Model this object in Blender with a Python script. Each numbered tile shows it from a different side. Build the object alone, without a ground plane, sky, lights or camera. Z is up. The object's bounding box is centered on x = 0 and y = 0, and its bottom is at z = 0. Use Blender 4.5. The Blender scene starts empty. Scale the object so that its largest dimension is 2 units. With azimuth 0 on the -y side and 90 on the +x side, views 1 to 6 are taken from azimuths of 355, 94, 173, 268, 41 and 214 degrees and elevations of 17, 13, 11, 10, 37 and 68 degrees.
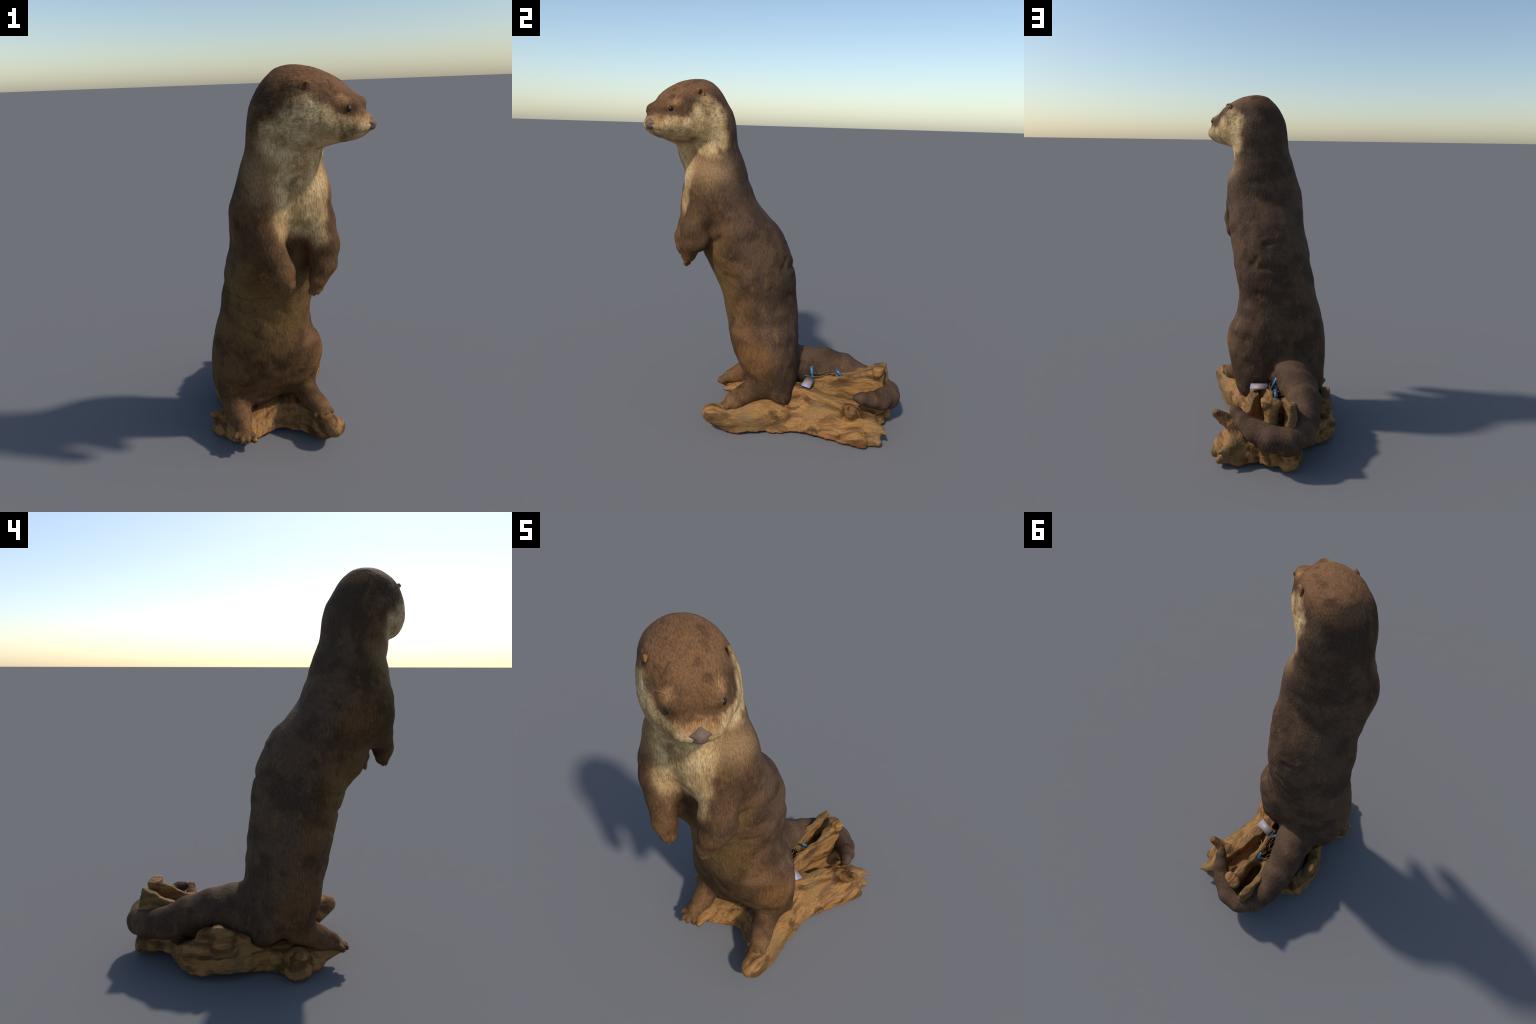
"""A taxidermied otter standing upright on a piece of driftwood.

The otter's skin and the wood are described as rounded solids (lofted
cross-sections, tapered limbs, blades, hollows) that melt into each other;
one polygon surface is drawn round each, wrinkled, and split into named parts.
"""
import bpy, bmesh, math
import numpy as np
from mathutils import Vector, Matrix

F32 = np.float32

# --------------------------------------------------------------------------
# small numeric helpers
# --------------------------------------------------------------------------


def curve(table, column):
    """Smooth monotone-ish cubic through column `column` of a station table."""
    t = np.array([r[0] for r in table], float)
    y = np.array([r[column] for r in table], float)
    if t[0] > t[-1]:
        t, y = t[::-1], y[::-1]
    h = np.diff(t)
    d = np.diff(y) / h
    m = np.zeros_like(y)
    m[0], m[-1] = d[0], d[-1]
    for i in range(1, len(y) - 1):
        if d[i - 1] * d[i] > 0:
            w1, w2 = 2 * h[i] + h[i - 1], h[i] + 2 * h[i - 1]
            m[i] = (w1 + w2) / (w1 / d[i - 1] + w2 / d[i])

    xs = np.linspace(t[0], t[-1], 800)
    k = np.clip(np.searchsorted(t, xs) - 1, 0, len(h) - 1)
    u = (xs - t[k]) / h[k]
    v = ((1 + 2 * u) * (1 - u) ** 2 * y[k] + u * (1 - u) ** 2 * h[k] * m[k]
         + u * u * (3 - 2 * u) * y[k + 1] + u * u * (u - 1) * h[k] * m[k + 1])
    return lambda q: np.interp(q, xs, v).astype(F32)


def smin(a, b, k):
    h = np.maximum(k - np.abs(a - b), 0) / k
    return np.minimum(a, b) - h * h * k * 0.25


def smax(a, b, k):
    return -smin(-a, -b, k)


def hash3(i, j, k, seed):
    n = (i * 374761393 + j * 668265263 + k * 2147483647 + seed * 974711) & 0xFFFFFFFF
    n = ((n ^ (n >> 13)) * 1274126177) & 0xFFFFFFFF
    n = (n ^ (n >> 16)) & 0xFFFF
    return n.astype(F32) / 32767.5 - 1.0


def noise(p, freq, seed=0):
    """Value noise on points p (n,3), range about -1..1."""
    q = p * freq + 1000.0
    i = np.floor(q).astype(np.int64)
    f = (q - i).astype(F32)
    f = f * f * f * (f * (f * 6 - 15) + 10)
    out = 0
    for a in (0, 1):
        for b in (0, 1):
            for c in (0, 1):
                w = ((f[:, 0] if a else 1 - f[:, 0]) * (f[:, 1] if b else 1 - f[:, 1])
                     * (f[:, 2] if c else 1 - f[:, 2]))
                out = out + w * hash3(i[:, 0] + a, i[:, 1] + b, i[:, 2] + c, seed)
    return out


# --------------------------------------------------------------------------
# solids: each gives a signed distance (roughly) for points X, Y, Z
# --------------------------------------------------------------------------


class Limb:
    """Tapered tube through joints (x, y, z, radius)."""

    def __init__(self, part, joints, blend=0.03, squash=None):
        self.part, self.k, self.squash = part, blend, squash
        self.j = np.array(joints, float)
        r = self.j[:, 3:4].max() * 1.6 + blend
        self.lo, self.hi = self.j[:, :3].min(0) - r, self.j[:, :3].max(0) + r

    def __call__(self, X, Y, Z):
        best = None
        for a, b in zip(self.j[:-1], self.j[1:]):
            ab = b[:3] - a[:3]
            L2 = float(ab @ ab) + 1e-12
            px, py, pz = X - a[0], Y - a[1], Z - a[2]
            t = np.clip((px * ab[0] + py * ab[1] + pz * ab[2]) / L2, 0, 1)
            dx, dy, dz = px - t * ab[0], py - t * ab[1], pz - t * ab[2]
            if self.squash is not None:  # flatten across a direction
                n, s = self.squash
                e = (dx * n[0] + dy * n[1] + dz * n[2]) * (s - 1)
                dx, dy, dz = dx + e * n[0], dy + e * n[1], dz + e * n[2]
            d = np.sqrt(dx * dx + dy * dy + dz * dz) - (a[3] + t * (b[3] - a[3]))
            best = d if best is None else smin(best, d, 0.012)
        return best


class Ball:
    """Ellipsoid with a yaw."""

    def __init__(self, part, c, r, yaw=0.0, blend=0.04):
        self.part, self.k, self.c, self.r = part, blend, c, r
        self.cs, self.sn = math.cos(yaw), math.sin(yaw)
        m = max(r) + blend + 0.03
        self.lo, self.hi = np.array(c) - m, np.array(c) + m

    def __call__(self, X, Y, Z):
        x, y, z = X - self.c[0], Y - self.c[1], Z - self.c[2]
        u, v = x * self.cs + y * self.sn, y * self.cs - x * self.sn
        q = np.sqrt((u / self.r[0]) ** 2 + (v / self.r[1]) ** 2 + (z / self.r[2]) ** 2)
        g = np.sqrt((u / self.r[0] ** 2) ** 2 + (v / self.r[1] ** 2) ** 2 + (z / self.r[2] ** 2) ** 2)
        return q * (q - 1) / (g + 1e-6)


class Column:
    """Upright loft: stations (z, left, right, front, back, squareness)."""

    def __init__(self, part, stations, floor, blend=0.05):
        self.part, self.k, self.floor = part, blend, floor
        s = self.s = sorted(stations)
        self.f = [curve(s, c) for c in range(1, 6)]
        self.twist = curve([(0.1, 0.0), (0.4, 0.01), (0.8, 0.02), (1.1, 0.03), (1.4, 0.07), (1.7, 0.18), (2.0, 0.2)], 1)  # right side forward
        self.lo = np.array([min(r[1] for r in s), min(r[3] for r in s), floor]) - 0.1
        self.hi = np.array([max(r[2] for r in s), max(r[4] for r in s), s[-1][0]]) + 0.1

    def __call__(self, X, Y, Z):
        zl = Z
        l, r, f, b, n = (g(zl) for g in self.f)
        cx, cy = (l + r) / 2, (f + b) / 2
        dx, dy = X - cx, Y - cy
        a, twist = (r - l) / 2, self.twist(zl)
        depth = np.sqrt(np.maximum(((b - f) / 2) ** 2 - (twist * a) ** 2, 1e-4))
        q = (np.abs(dx / a) ** n + np.abs((dy - twist * dx) / depth) ** n) ** (1 / n) + 1e-5
        d = np.sqrt(dx * dx + dy * dy) * (1 - 1 / q)
        d = np.where(q < 0.3, -0.1, d) * 0.9
        top = self.s[-1][0]
        return smax(smax(d, self.floor - Z, 0.10), Z - top, 0.06)


# the head looks to the front and to the left of the animal
NOSE = np.array([0.369, -0.697, 1.759])
FWD = np.array([0.83, -0.557, 0.0]) / math.hypot(0.83, 0.557)
SIDE = np.array([-FWD[1], FWD[0], 0.0])


def head_point(s, t, z):
    p = NOSE + FWD * s + SIDE * t
    return np.array([p[0], p[1], z])


class Skull:
    """Loft along the head axis: stations (s, top, bottom, half width, widest z, n_up)."""

    def __init__(self, part, stations, blend=0.035):
        self.part, self.k = part, blend
        self.s = sorted(stations)
        self.f = [curve(self.s, c) for c in range(1, 6)]
        a, b = head_point(self.s[0][0], 0, 1.6), head_point(self.s[-1][0], 0, 2.0)
        self.lo, self.hi = np.minimum(a, b) - 0.22, np.maximum(a, b) + 0.22
        self.hi[2] = 2.06

    def __call__(self, X, Y, Z):
        x, y = X - NOSE[0], Y - NOSE[1]
        s = x * FWD[0] + y * FWD[1]
        t = x * SIDE[0] + y * SIDE[1]
        top, bot, w, zc, n = (g(s) for g in self.f)
        dz = Z - zc
        h = np.where(dz > 0, top - zc, zc - bot)
        n = np.where(dz > 0, n, 2.1)
        q = (np.abs(t / w) ** n + np.abs(dz / h) ** n) ** (1 / n) + 1e-5
        d = np.sqrt(t * t + dz * dz) * (1 - 1 / q)
        d = np.where(q < 0.25, -0.08, d) * 0.8
        return smax(smax(d, s - self.s[-1][0], 0.03), self.s[0][0] - s, 0.09)


class Blade:
    """Upright wooden fin: path stations (x, y, top z, half thickness at top)."""

    def __init__(self, part, stations, flare=0.10, power=1.0, blend=0.03):
        self.part, self.k, self.flare, self.power = part, blend, flare, power
        self.j = np.array(stations, float)
        m = 0.09
        self.lo = np.array([self.j[:, 0].min() - m, self.j[:, 1].min() - m, 0])
        self.hi = np.array([self.j[:, 0].max() + m, self.j[:, 1].max() + m, self.j[:, 2].max() + 0.05])

    def __call__(self, X, Y, Z):
        best = None
        for a, b in zip(self.j[:-1], self.j[1:]):
            ab = b[:2] - a[:2]
            t = np.clip(((X - a[0]) * ab[0] + (Y - a[1]) * ab[1]) / float(ab @ ab), 0, 1)
            d2 = np.hypot(X - a[0] - t * ab[0], Y - a[1] - t * ab[1])
            top = a[2] + t * (b[2] - a[2])
            down = np.maximum(top - Z, 0)
            th = a[3] + t * (b[3] - a[3]) + self.flare * down * (down / top) ** (self.power - 1)
            d = smax(d2 - th, Z - top, 0.012)
            best = d if best is None else smin(best, d, 0.03)
        return best


# --------------------------------------------------------------------------
# surface of a set of solids (dual grid, one vertex per crossed cell)
# --------------------------------------------------------------------------


def surface(solids, hollows, step, ground=None):
    lo = np.min([s.lo for s in solids], 0) - 3 * step
    hi = np.max([s.hi for s in solids], 0) + 3 * step
    n = np.ceil((hi - lo) / step).astype(int) + 1
    ax = [(lo[a] + step * np.arange(n[a])).astype(F32) for a in range(3)]
    field = np.full(n, 0.3, F32)

    def window(s):
        a = np.clip(((s.lo - lo) / step).astype(int), 0, n - 1)
        b = np.clip(((s.hi - lo) / step).astype(int) + 2, 1, n)
        sl = tuple(slice(a[i], b[i]) for i in range(3))
        return sl, (ax[0][sl[0], None, None], ax[1][None, sl[1], None], ax[2][None, None, sl[2]])

    for s in solids:
        sl, g = window(s)
        field[sl] = smin(field[sl], np.broadcast_to(s(*g), field[sl].shape), s.k)
    for s in hollows:
        sl, g = window(s)
        field[sl] = smax(field[sl], -np.broadcast_to(s(*g), field[sl].shape), s.k)
    if ground is not None:
        X, Y, Z = ax[0][:, None, None], ax[1][None, :, None], ax[2][None, None, :]
        field = smax(field, ground(X, Y, Z), 0.012)

    inside = field < 0
    m = [k - 1 for k in n]
    count = np.zeros(m, np.int8)
    for a in (0, 1):
        for b in (0, 1):
            for c in (0, 1):
                count += inside[a:a + m[0], b:b + m[1], c:c + m[2]]
    cells = np.argwhere((count > 0) & (count < 8))
    index = np.full(m, -1, np.int32)
    index[tuple(cells.T)] = np.arange(len(cells))
    acc = np.zeros((len(cells), 3))
    hits = np.zeros(len(cells))
    corners = [(a, b, c) for a in (0, 1) for b in (0, 1) for c in (0, 1)]
    for p in corners:
        for axis in range(3):
            if p[axis]:
                continue
            q = list(p)
            q[axis] = 1
            va = field[tuple((cells + p).T)]
            vb = field[tuple((cells + q).T)]
            cross = (va < 0) != (vb < 0)
            t = np.where(cross, va / np.where(cross, va - vb, 1), 0)
            pt = np.tile(np.array(p, float), (len(cells), 1))
            pt[:, axis] += t
            acc[cross] += pt[cross]
            hits += cross
    verts = lo + step * (cells + acc / hits[:, None])

    quads = []
    for axis in range(3):
        u, v = (axis + 1) % 3, (axis + 2) % 3
        a = [slice(1, -1)] * 3
        a[axis] = slice(0, -1)
        b = list(a)
        b[axis] = slice(1, None)
        fa, fb = inside[tuple(a)], inside[tuple(b)]
        e = np.argwhere(fa != fb)
        flip = fb[tuple(e.T)]
        off = np.ones(3, int)
        off[axis] = 0
        e = e + off
        du, dv = np.eye(3, dtype=int)[u], np.eye(3, dtype=int)[v]
        ring = [index[tuple((e - x).T)] for x in (0 * du, du, du + dv, dv)]
        q = np.stack(ring, 1)
        q[flip] = q[flip][:, ::-1]
        quads.append(q)
    return verts, np.concatenate(quads)


def relax(verts, quads, rounds, amount=0.5):
    """Laplacian smoothing with a return step, so that volume stays."""
    e = np.concatenate([quads[:, [0, 1]], quads[:, [1, 2]], quads[:, [2, 3]], quads[:, [3, 0]]])
    deg = np.bincount(e[:, 0], minlength=len(verts)) + np.bincount(e[:, 1], minlength=len(verts))
    for k in range(rounds):
        for f in (amount, -amount * 1.04):
            s = np.zeros_like(verts)
            for c in range(3):
                s[:, c] = (np.bincount(e[:, 0], verts[e[:, 1], c], len(verts))
                           + np.bincount(e[:, 1], verts[e[:, 0], c], len(verts)))
            verts = verts + f * (s / deg[:, None] - verts)
    return verts


def refine(verts, quads):
    """Split every quad in four."""
    n = len(verts)
    e = np.sort(np.concatenate([quads[:, [0, 1]], quads[:, [1, 2]], quads[:, [2, 3]], quads[:, [3, 0]]]), 1)
    key, inv = np.unique(e[:, 0].astype(np.int64) * n + e[:, 1], return_inverse=True)
    mid = (verts[key // n] + verts[key % n]) / 2
    m = len(quads)
    e0, e1, e2, e3 = (inv[i * m:(i + 1) * m] + n for i in range(4))
    c = np.arange(m) + n + len(mid)
    v = np.concatenate([verts, mid, verts[quads].mean(1)])
    a, b, d, f = quads.T
    q = np.concatenate([np.stack(x, 1) for x in ((a, e0, c, e3), (e0, b, e1, c), (c, e1, d, e2), (e3, c, e2, f))])
    return v, q


def normals(verts, quads):
    fn = np.cross(verts[quads[:, 2]] - verts[quads[:, 0]], verts[quads[:, 3]] - verts[quads[:, 1]])
    n = np.zeros_like(verts)
    for c in range(3):
        for k in range(4):
            n[:, c] += np.bincount(quads[:, k], fn[:, c], len(verts))
    return n / (np.linalg.norm(n, axis=1, keepdims=True) + 1e-12)


def path_distance(v, pts):
    pts = np.array(pts, float)
    best = np.full(len(v), 9.0)
    for a, b in zip(pts[:-1], pts[1:]):
        ab = b - a
        t = np.clip((v - a) @ ab / (ab @ ab + 1e-12), 0, 1)
        best = np.minimum(best, np.linalg.norm(v - a - t[:, None] * ab, axis=1))
    return best


def make_mesh(name, verts, quads, nrm, material, parent):
    used, inv = np.unique(quads, return_inverse=True)
    me = bpy.data.meshes.new(name)
    v = verts[used]
    f = inv.reshape(quads.shape)
    me.vertices.add(len(v))
    me.vertices.foreach_set("co", v.astype(F32).ravel())
    me.loops.add(f.size)
    me.loops.foreach_set("vertex_index", f.astype(np.int32).ravel())
    me.polygons.add(len(f))
    me.polygons.foreach_set("loop_start", np.arange(0, f.size, 4, dtype=np.int32))
    me.update(calc_edges=True)
    me.validate()
    me.shade_smooth()
    me.normals_split_custom_set_from_vertices(nrm[used].astype(F32))
    me.materials.append(material)
    o = bpy.data.objects.new(name, me)
    bpy.context.scene.collection.objects.link(o)
    o.parent = parent
    return o


# --------------------------------------------------------------------------
# material helpers
# --------------------------------------------------------------------------


class Nodes:
    def __init__(self, name):
        self.mat = bpy.data.materials.new(name)
        self.mat.use_nodes = True
        self.t = self.mat.node_tree
        self.t.nodes.clear()
        self.out = self.t.nodes.new("ShaderNodeOutputMaterial")
        self.bsdf = self.t.nodes.new("ShaderNodeBsdfPrincipled")
        self.t.links.new(self.bsdf.outputs[0], self.out.inputs[0])
        self.co = self.t.nodes.new("ShaderNodeTexCoord").outputs["Object"]

    def put(self, sock, val):
        if isinstance(val, bpy.types.NodeSocket):
            self.t.links.new(val, sock)
        else:
            sock.default_value = val

    def math(self, op, a, b=0.0, c=0.0, clamp=False):
        n = self.t.nodes.new("ShaderNodeMath")
        n.operation, n.use_clamp = op, clamp
        for s, v in zip(n.inputs, (a, b, c)):
            self.put(s, v)
        return n.outputs[0]

    def vec(self, op, a, b=(0, 0, 0), c=(0, 0, 0)):
        n = self.t.nodes.new("ShaderNodeVectorMath")
        n.operation = op
        for s, v in zip(n.inputs, (a, b, c)):
            self.put(s, v)
        return n.outputs["Value"] if op in ("LENGTH", "DOT_PRODUCT", "DISTANCE") else n.outputs["Vector"]

    def mapping(self, v, loc=(0, 0, 0), rot=(0, 0, 0), scale=(1, 1, 1), kind="POINT"):
        n = self.t.nodes.new("ShaderNodeMapping")
        n.vector_type = kind
        for s, val in zip(n.inputs, (v, loc, rot, scale)):
            self.put(s, val)
        return n.outputs[0]

    def noise(self, v, scale, detail=3.0, rough=0.55, distort=0.0, color=False):
        n = self.t.nodes.new("ShaderNodeTexNoise")
        self.put(n.inputs["Vector"], v)
        n.inputs["Scale"].default_value = scale
        n.inputs["Detail"].default_value = detail
        n.inputs["Roughness"].default_value = rough
        n.inputs["Distortion"].default_value = distort
        return n.outputs["Color" if color else "Fac"]

    def smooth(self, v, lo, hi, to0=0.0, to1=1.0):
        n = self.t.nodes.new("ShaderNodeMapRange")
        n.interpolation_type = "SMOOTHSTEP"
        for s, val in zip(n.inputs, (v, lo, hi, to0, to1)):
            self.put(s, val)
        return n.outputs[0]

    def mix(self, f, a, b, blend="MIX"):
        n = self.t.nodes.new("ShaderNodeMix")
        n.data_type, n.blend_type = "RGBA", blend
        self.put(n.inputs["Factor"], f)
        for s, v in ((n.inputs[6], a), (n.inputs[7], b)):
            self.put(s, v if isinstance(v, bpy.types.NodeSocket) else (*v, 1.0))
        return n.outputs[2]

    def bump(self, h, strength, dist):
        n = self.t.nodes.new("ShaderNodeBump")
        n.inputs["Strength"].default_value = strength
        n.inputs["Distance"].default_value = dist
        self.put(n.inputs["Height"], h)
        self.t.links.new(n.outputs[0], self.bsdf.inputs["Normal"])

    def blob(self, v, c, r, inner=0.75, outer=1.15, yaw=0.0):
        """Soft mask: 1 inside the ellipsoid at c with radii r."""
        d = self.vec("SUBTRACT", v, tuple(c))
        if yaw:
            d = self.mapping(d, rot=(0, 0, -yaw))
        d = self.vec("DIVIDE", d, tuple(r))
        return self.smooth(self.vec("LENGTH", d), outer, inner)

    def either(self, *m):
        out = m[0]
        for x in m[1:]:
            out = self.math("MAXIMUM", out, x)
        return out


def srgb(r, g, b):
    f = lambda c: c / 12.92 if c <= 0.04045 else ((c + 0.055) / 1.055) ** 2.4
    return tuple(f(c / 255) for c in (r, g, b))


HEAD_YAW = math.atan2(FWD[1], FWD[0])


def fur_material():
    n = Nodes("otter_fur")
    bib_in, bib_out = 0.35, 1.25
    # ragged coordinate: mask borders follow tufts of hair
    jig = n.vec("SUBTRACT", n.noise(n.co, 14, 4, 0.6, color=True), (0.5, 0.5, 0.5))
    p = n.vec("MULTIPLY_ADD", jig, (0.05, 0.05, 0.07), n.co)
    hairjig = n.vec("SUBTRACT", n.noise(n.mapping(n.co, scale=(1, 1, 0.3)), 70, 2, 0.6, color=True), (0.5, 0.5, 0.5))
    p = n.vec("MULTIPLY_ADD", hairjig, (0.022, 0.022, 0.03), p)
    # hair strokes: down the body, backwards along the head
    sway = n.vec("SUBTRACT", n.noise(n.co, 6, 2, 0.5, color=True), (0.5, 0.5, 0.5))
    wob = n.vec("MULTIPLY_ADD", sway, (0.06, 0.06, 0.06), n.co)
    body_hair = n.noise(n.mapping(wob, scale=(1, 1, 0.13)), 230, 4, 0.7)
    hd = n.mapping(wob, rot=(0, 0, -HEAD_YAW))
    head_hair = n.noise(n.mapping(hd, scale=(0.15, 1, 0.5)), 240, 4, 0.7)
    z = n.t.nodes.new("ShaderNodeSeparateXYZ")
    n.put(z.inputs[0], n.co)
    up = n.smooth(z.outputs[2], 1.66, 1.76)
    hair = n.math("ADD", n.math("MULTIPLY", head_hair, up), n.math("MULTIPLY", body_hair, n.math("SUBTRACT", 1.0, up)))
    patch = n.noise(n.co, 5.5, 4, 0.55)
    patch2 = n.noise(n.mapping(n.co, loc=(3, 1, 2)), 13, 3, 0.6)

    col = n.mix(n.smooth(patch, 0.38, 0.60), BROWN_DARK, BROWN)
    col = n.mix(n.smooth(patch2, 0.50, 0.70, 0, 0.4), col, BROWN_RED)
    patch3 = n.noise(n.mapping(n.co, loc=(7, 2, 5), scale=(1, 1, 0.7)), 11, 3, 0.6)
    # darker coat along the spine
    spine = n.math("ADD", n.vec("DOT_PRODUCT", p, (0.0, 1.0, 0.33)), 0.0)
    col = n.mix(n.smooth(spine, 0.02, 0.17, 0, 0.8), col, n.mix(n.smooth(patch, 0.40, 0.60), BACK_DARK, BACK))
    # warmer flank, thigh and belly
    belly = n.either(n.blob(p, (0.05, -0.42, 0.80), (0.24, 0.17, 0.36), 0.5, 1.2),
                     n.blob(p, (-0.10, -0.36, 0.85), (0.22, 0.16, 0.34), 0.5, 1.2))
    col = n.mix(n.math("MULTIPLY", belly, 0.75), col, OLIVE)
    thigh = n.blob(p, (0.25, -0.14, 0.46), (0.11, 0.15, 0.14), 0.3, 1.2)
    col = n.mix(n.math("MULTIPLY", thigh, 0.45), col, RUST)
    pits = n.either(n.blob(p, (0.17, -0.36, 1.10), (0.08, 0.10, 0.06), 0.4, 1.2),
                    n.blob(p, (-0.17, -0.46, 1.08), (0.06, 0.10, 0.08), 0.4, 1.2))
    col = n.mix(n.math("MULTIPLY", pits, 0.55), col, OLIVE)
    paws = n.either(n.blob(p, (0.14, -0.58, 1.00), (0.09, 0.09, 0.10), 0.4, 1.1),
                    n.blob(p, (-0.01, -0.64, 1.05), (0.09, 0.09, 0.10), 0.4, 1.1),
                    n.blob(p, (0.26, -0.28, 0.20), (0.09, 0.10, 0.06), 0.4, 1.1),
                    n.blob(p, (-0.19, -0.36, 0.14), (0.09, 0.10, 0.07), 0.4, 1.1))
    col = n.mix(n.math("MULTIPLY", paws, 0.5), col, TAN)
    # crown
    crown = n.blob(p, head_point(-0.25, 0, 1.97), (0.34, 0.19, 0.12), 0.6, 1.15, HEAD_YAW)
    col = n.mix(n.math("MULTIPLY", crown, 0.8), col, CROWN)
    # cream bib: throat, chest, cheeks
    spots = [((0.10, -0.60, 1.52), (0.17, 0.17, 0.20), 0), ((0.10, -0.61, 1.37), (0.16, 0.13, 0.20), 0),
             ((0.07, -0.58, 1.68), (0.19, 0.19, 0.14), 0),
             (head_point(-0.12, -0.09, 1.725), (0.17, 0.12, 0.075), 1), (head_point(-0.12, 0.09, 1.725), (0.17, 0.12, 0.075), 1),
             (head_point(-0.24, -0.15, 1.78), (0.13, 0.09, 0.105), 1), (head_point(-0.27, 0.16, 1.78), (0.12, 0.09, 0.13), 1),
             (head_point(-0.30, 0.15, 1.68), (0.11, 0.10, 0.11), 1)]
    collar = n.either(n.blob(p, (0.21, -0.41, 1.52), (0.11, 0.15, 0.16), 0.1, 1.2), n.blob(p, (-0.10, -0.55, 1.52), (0.10, 0.13, 0.18), 0.1, 1.2))
    col = n.mix(n.math("MULTIPLY", collar, 0.8), col, FAWN)
    bib = n.either(*[n.blob(p, c, r, bib_in, bib_out, HEAD_YAW * k) for c, r, k in spots])
    cream = n.mix(n.smooth(patch2, 0.35, 0.65), CREAM_DARK, CREAM)
    col = n.mix(n.smooth(bib, 0.02, 0.4), col, FAWN)
    bib = n.smooth(bib, 0.15, 0.75)
    col = n.mix(bib, col, cream)
    arms = n.either(n.blob(p, (-0.12, -0.58, 1.21), (0.12, 0.13, 0.14), 0.5, 1.1), n.blob(p, (0.25, -0.46, 1.19), (0.09, 0.13, 0.16), 0.5, 1.15))
    col = n.mix(n.math("MULTIPLY", arms, 0.85), col, ARM)
    # dark mottling over everything but the face
    col = n.mix(n.smooth(patch3, 0.54, 0.70, 0, 0.65), col, BROWN_DARK)
    glint = n.noise(n.mapping(n.co, loc=(1, 9, 4), scale=(1, 1, 0.6)), 16, 3, 0.6)
    col = n.mix(n.smooth(glint, 0.56, 0.72, 0, 0.35), col, TAN)
    # pale muzzle top, brows
    muzzle = n.blob(p, head_point(-0.02, 0, 1.775), (0.07, 0.09, 0.04), 0.1, 1.3, HEAD_YAW)
    brows = n.either(n.blob(p, head_point(-0.115, 0.085, 1.865), (0.045, 0.035, 0.026), 0.0, 1.3, HEAD_YAW),
                     n.blob(p, head_point(-0.105, -0.09, 1.855), (0.045, 0.035, 0.026), 0.0, 1.3, HEAD_YAW),
                     n.blob(p, head_point(-0.25, -0.145, 1.945), (0.08, 0.035, 0.022), 0.0, 1.3, HEAD_YAW))
    col = n.mix(n.math("MULTIPLY", n.either(muzzle, brows), 0.75), col, GOLD)
    dark = n.either(n.blob(n.co, head_point(-0.240, -0.150, 1.902), (0.016, 0.030, 0.016), 0.3, 1.3, HEAD_YAW),
                    n.blob(n.co, head_point(-0.232, 0.146, 1.913), (0.016, 0.030, 0.016), 0.3, 1.3, HEAD_YAW),
                    n.blob(n.co, head_point(-0.075, -0.075, 1.817), (0.030, 0.020, 0.013), 0.3, 1.3, HEAD_YAW),
                    n.blob(n.co, head_point(-0.075, 0.070, 1.827), (0.030, 0.020, 0.013), 0.3, 1.3, HEAD_YAW),
                    n.blob(p, head_point(-0.19, -0.14, 1.86), (0.05, 0.03, 0.022), 0.3, 1.2, HEAD_YAW),
                    n.blob(p, head_point(-0.19, 0.14, 1.875), (0.05, 0.03, 0.022), 0.3, 1.2, HEAD_YAW))
    bridge = n.blob(p, head_point(-0.062, 0, 1.825), (0.05, 0.085, 0.030), 0.2, 1.2, HEAD_YAW)
    col = n.mix(n.math("MULTIPLY", bridge, 0.5), col, BROWN_DARK)
    col = n.mix(n.math("MULTIPLY", dark, 0.7), col, BROWN_DARK)
    stroke = n.smooth(hair, 0.32, 0.68, 0.66, 1.34)
    vm = n.vec("SCALE", col)
    vm.node.inputs["Scale"].default_value = 1.0
    n.put(vm.node.inputs["Scale"], stroke)
    n.put(n.bsdf.inputs["Base Color"], vm)
    n.bsdf.inputs["Roughness"].default_value = 0.75
    n.bsdf.inputs["Specular IOR Level"].default_value = 0.10
    n.bump(hair, 0.45, 0.003)
    return n.mat


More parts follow.
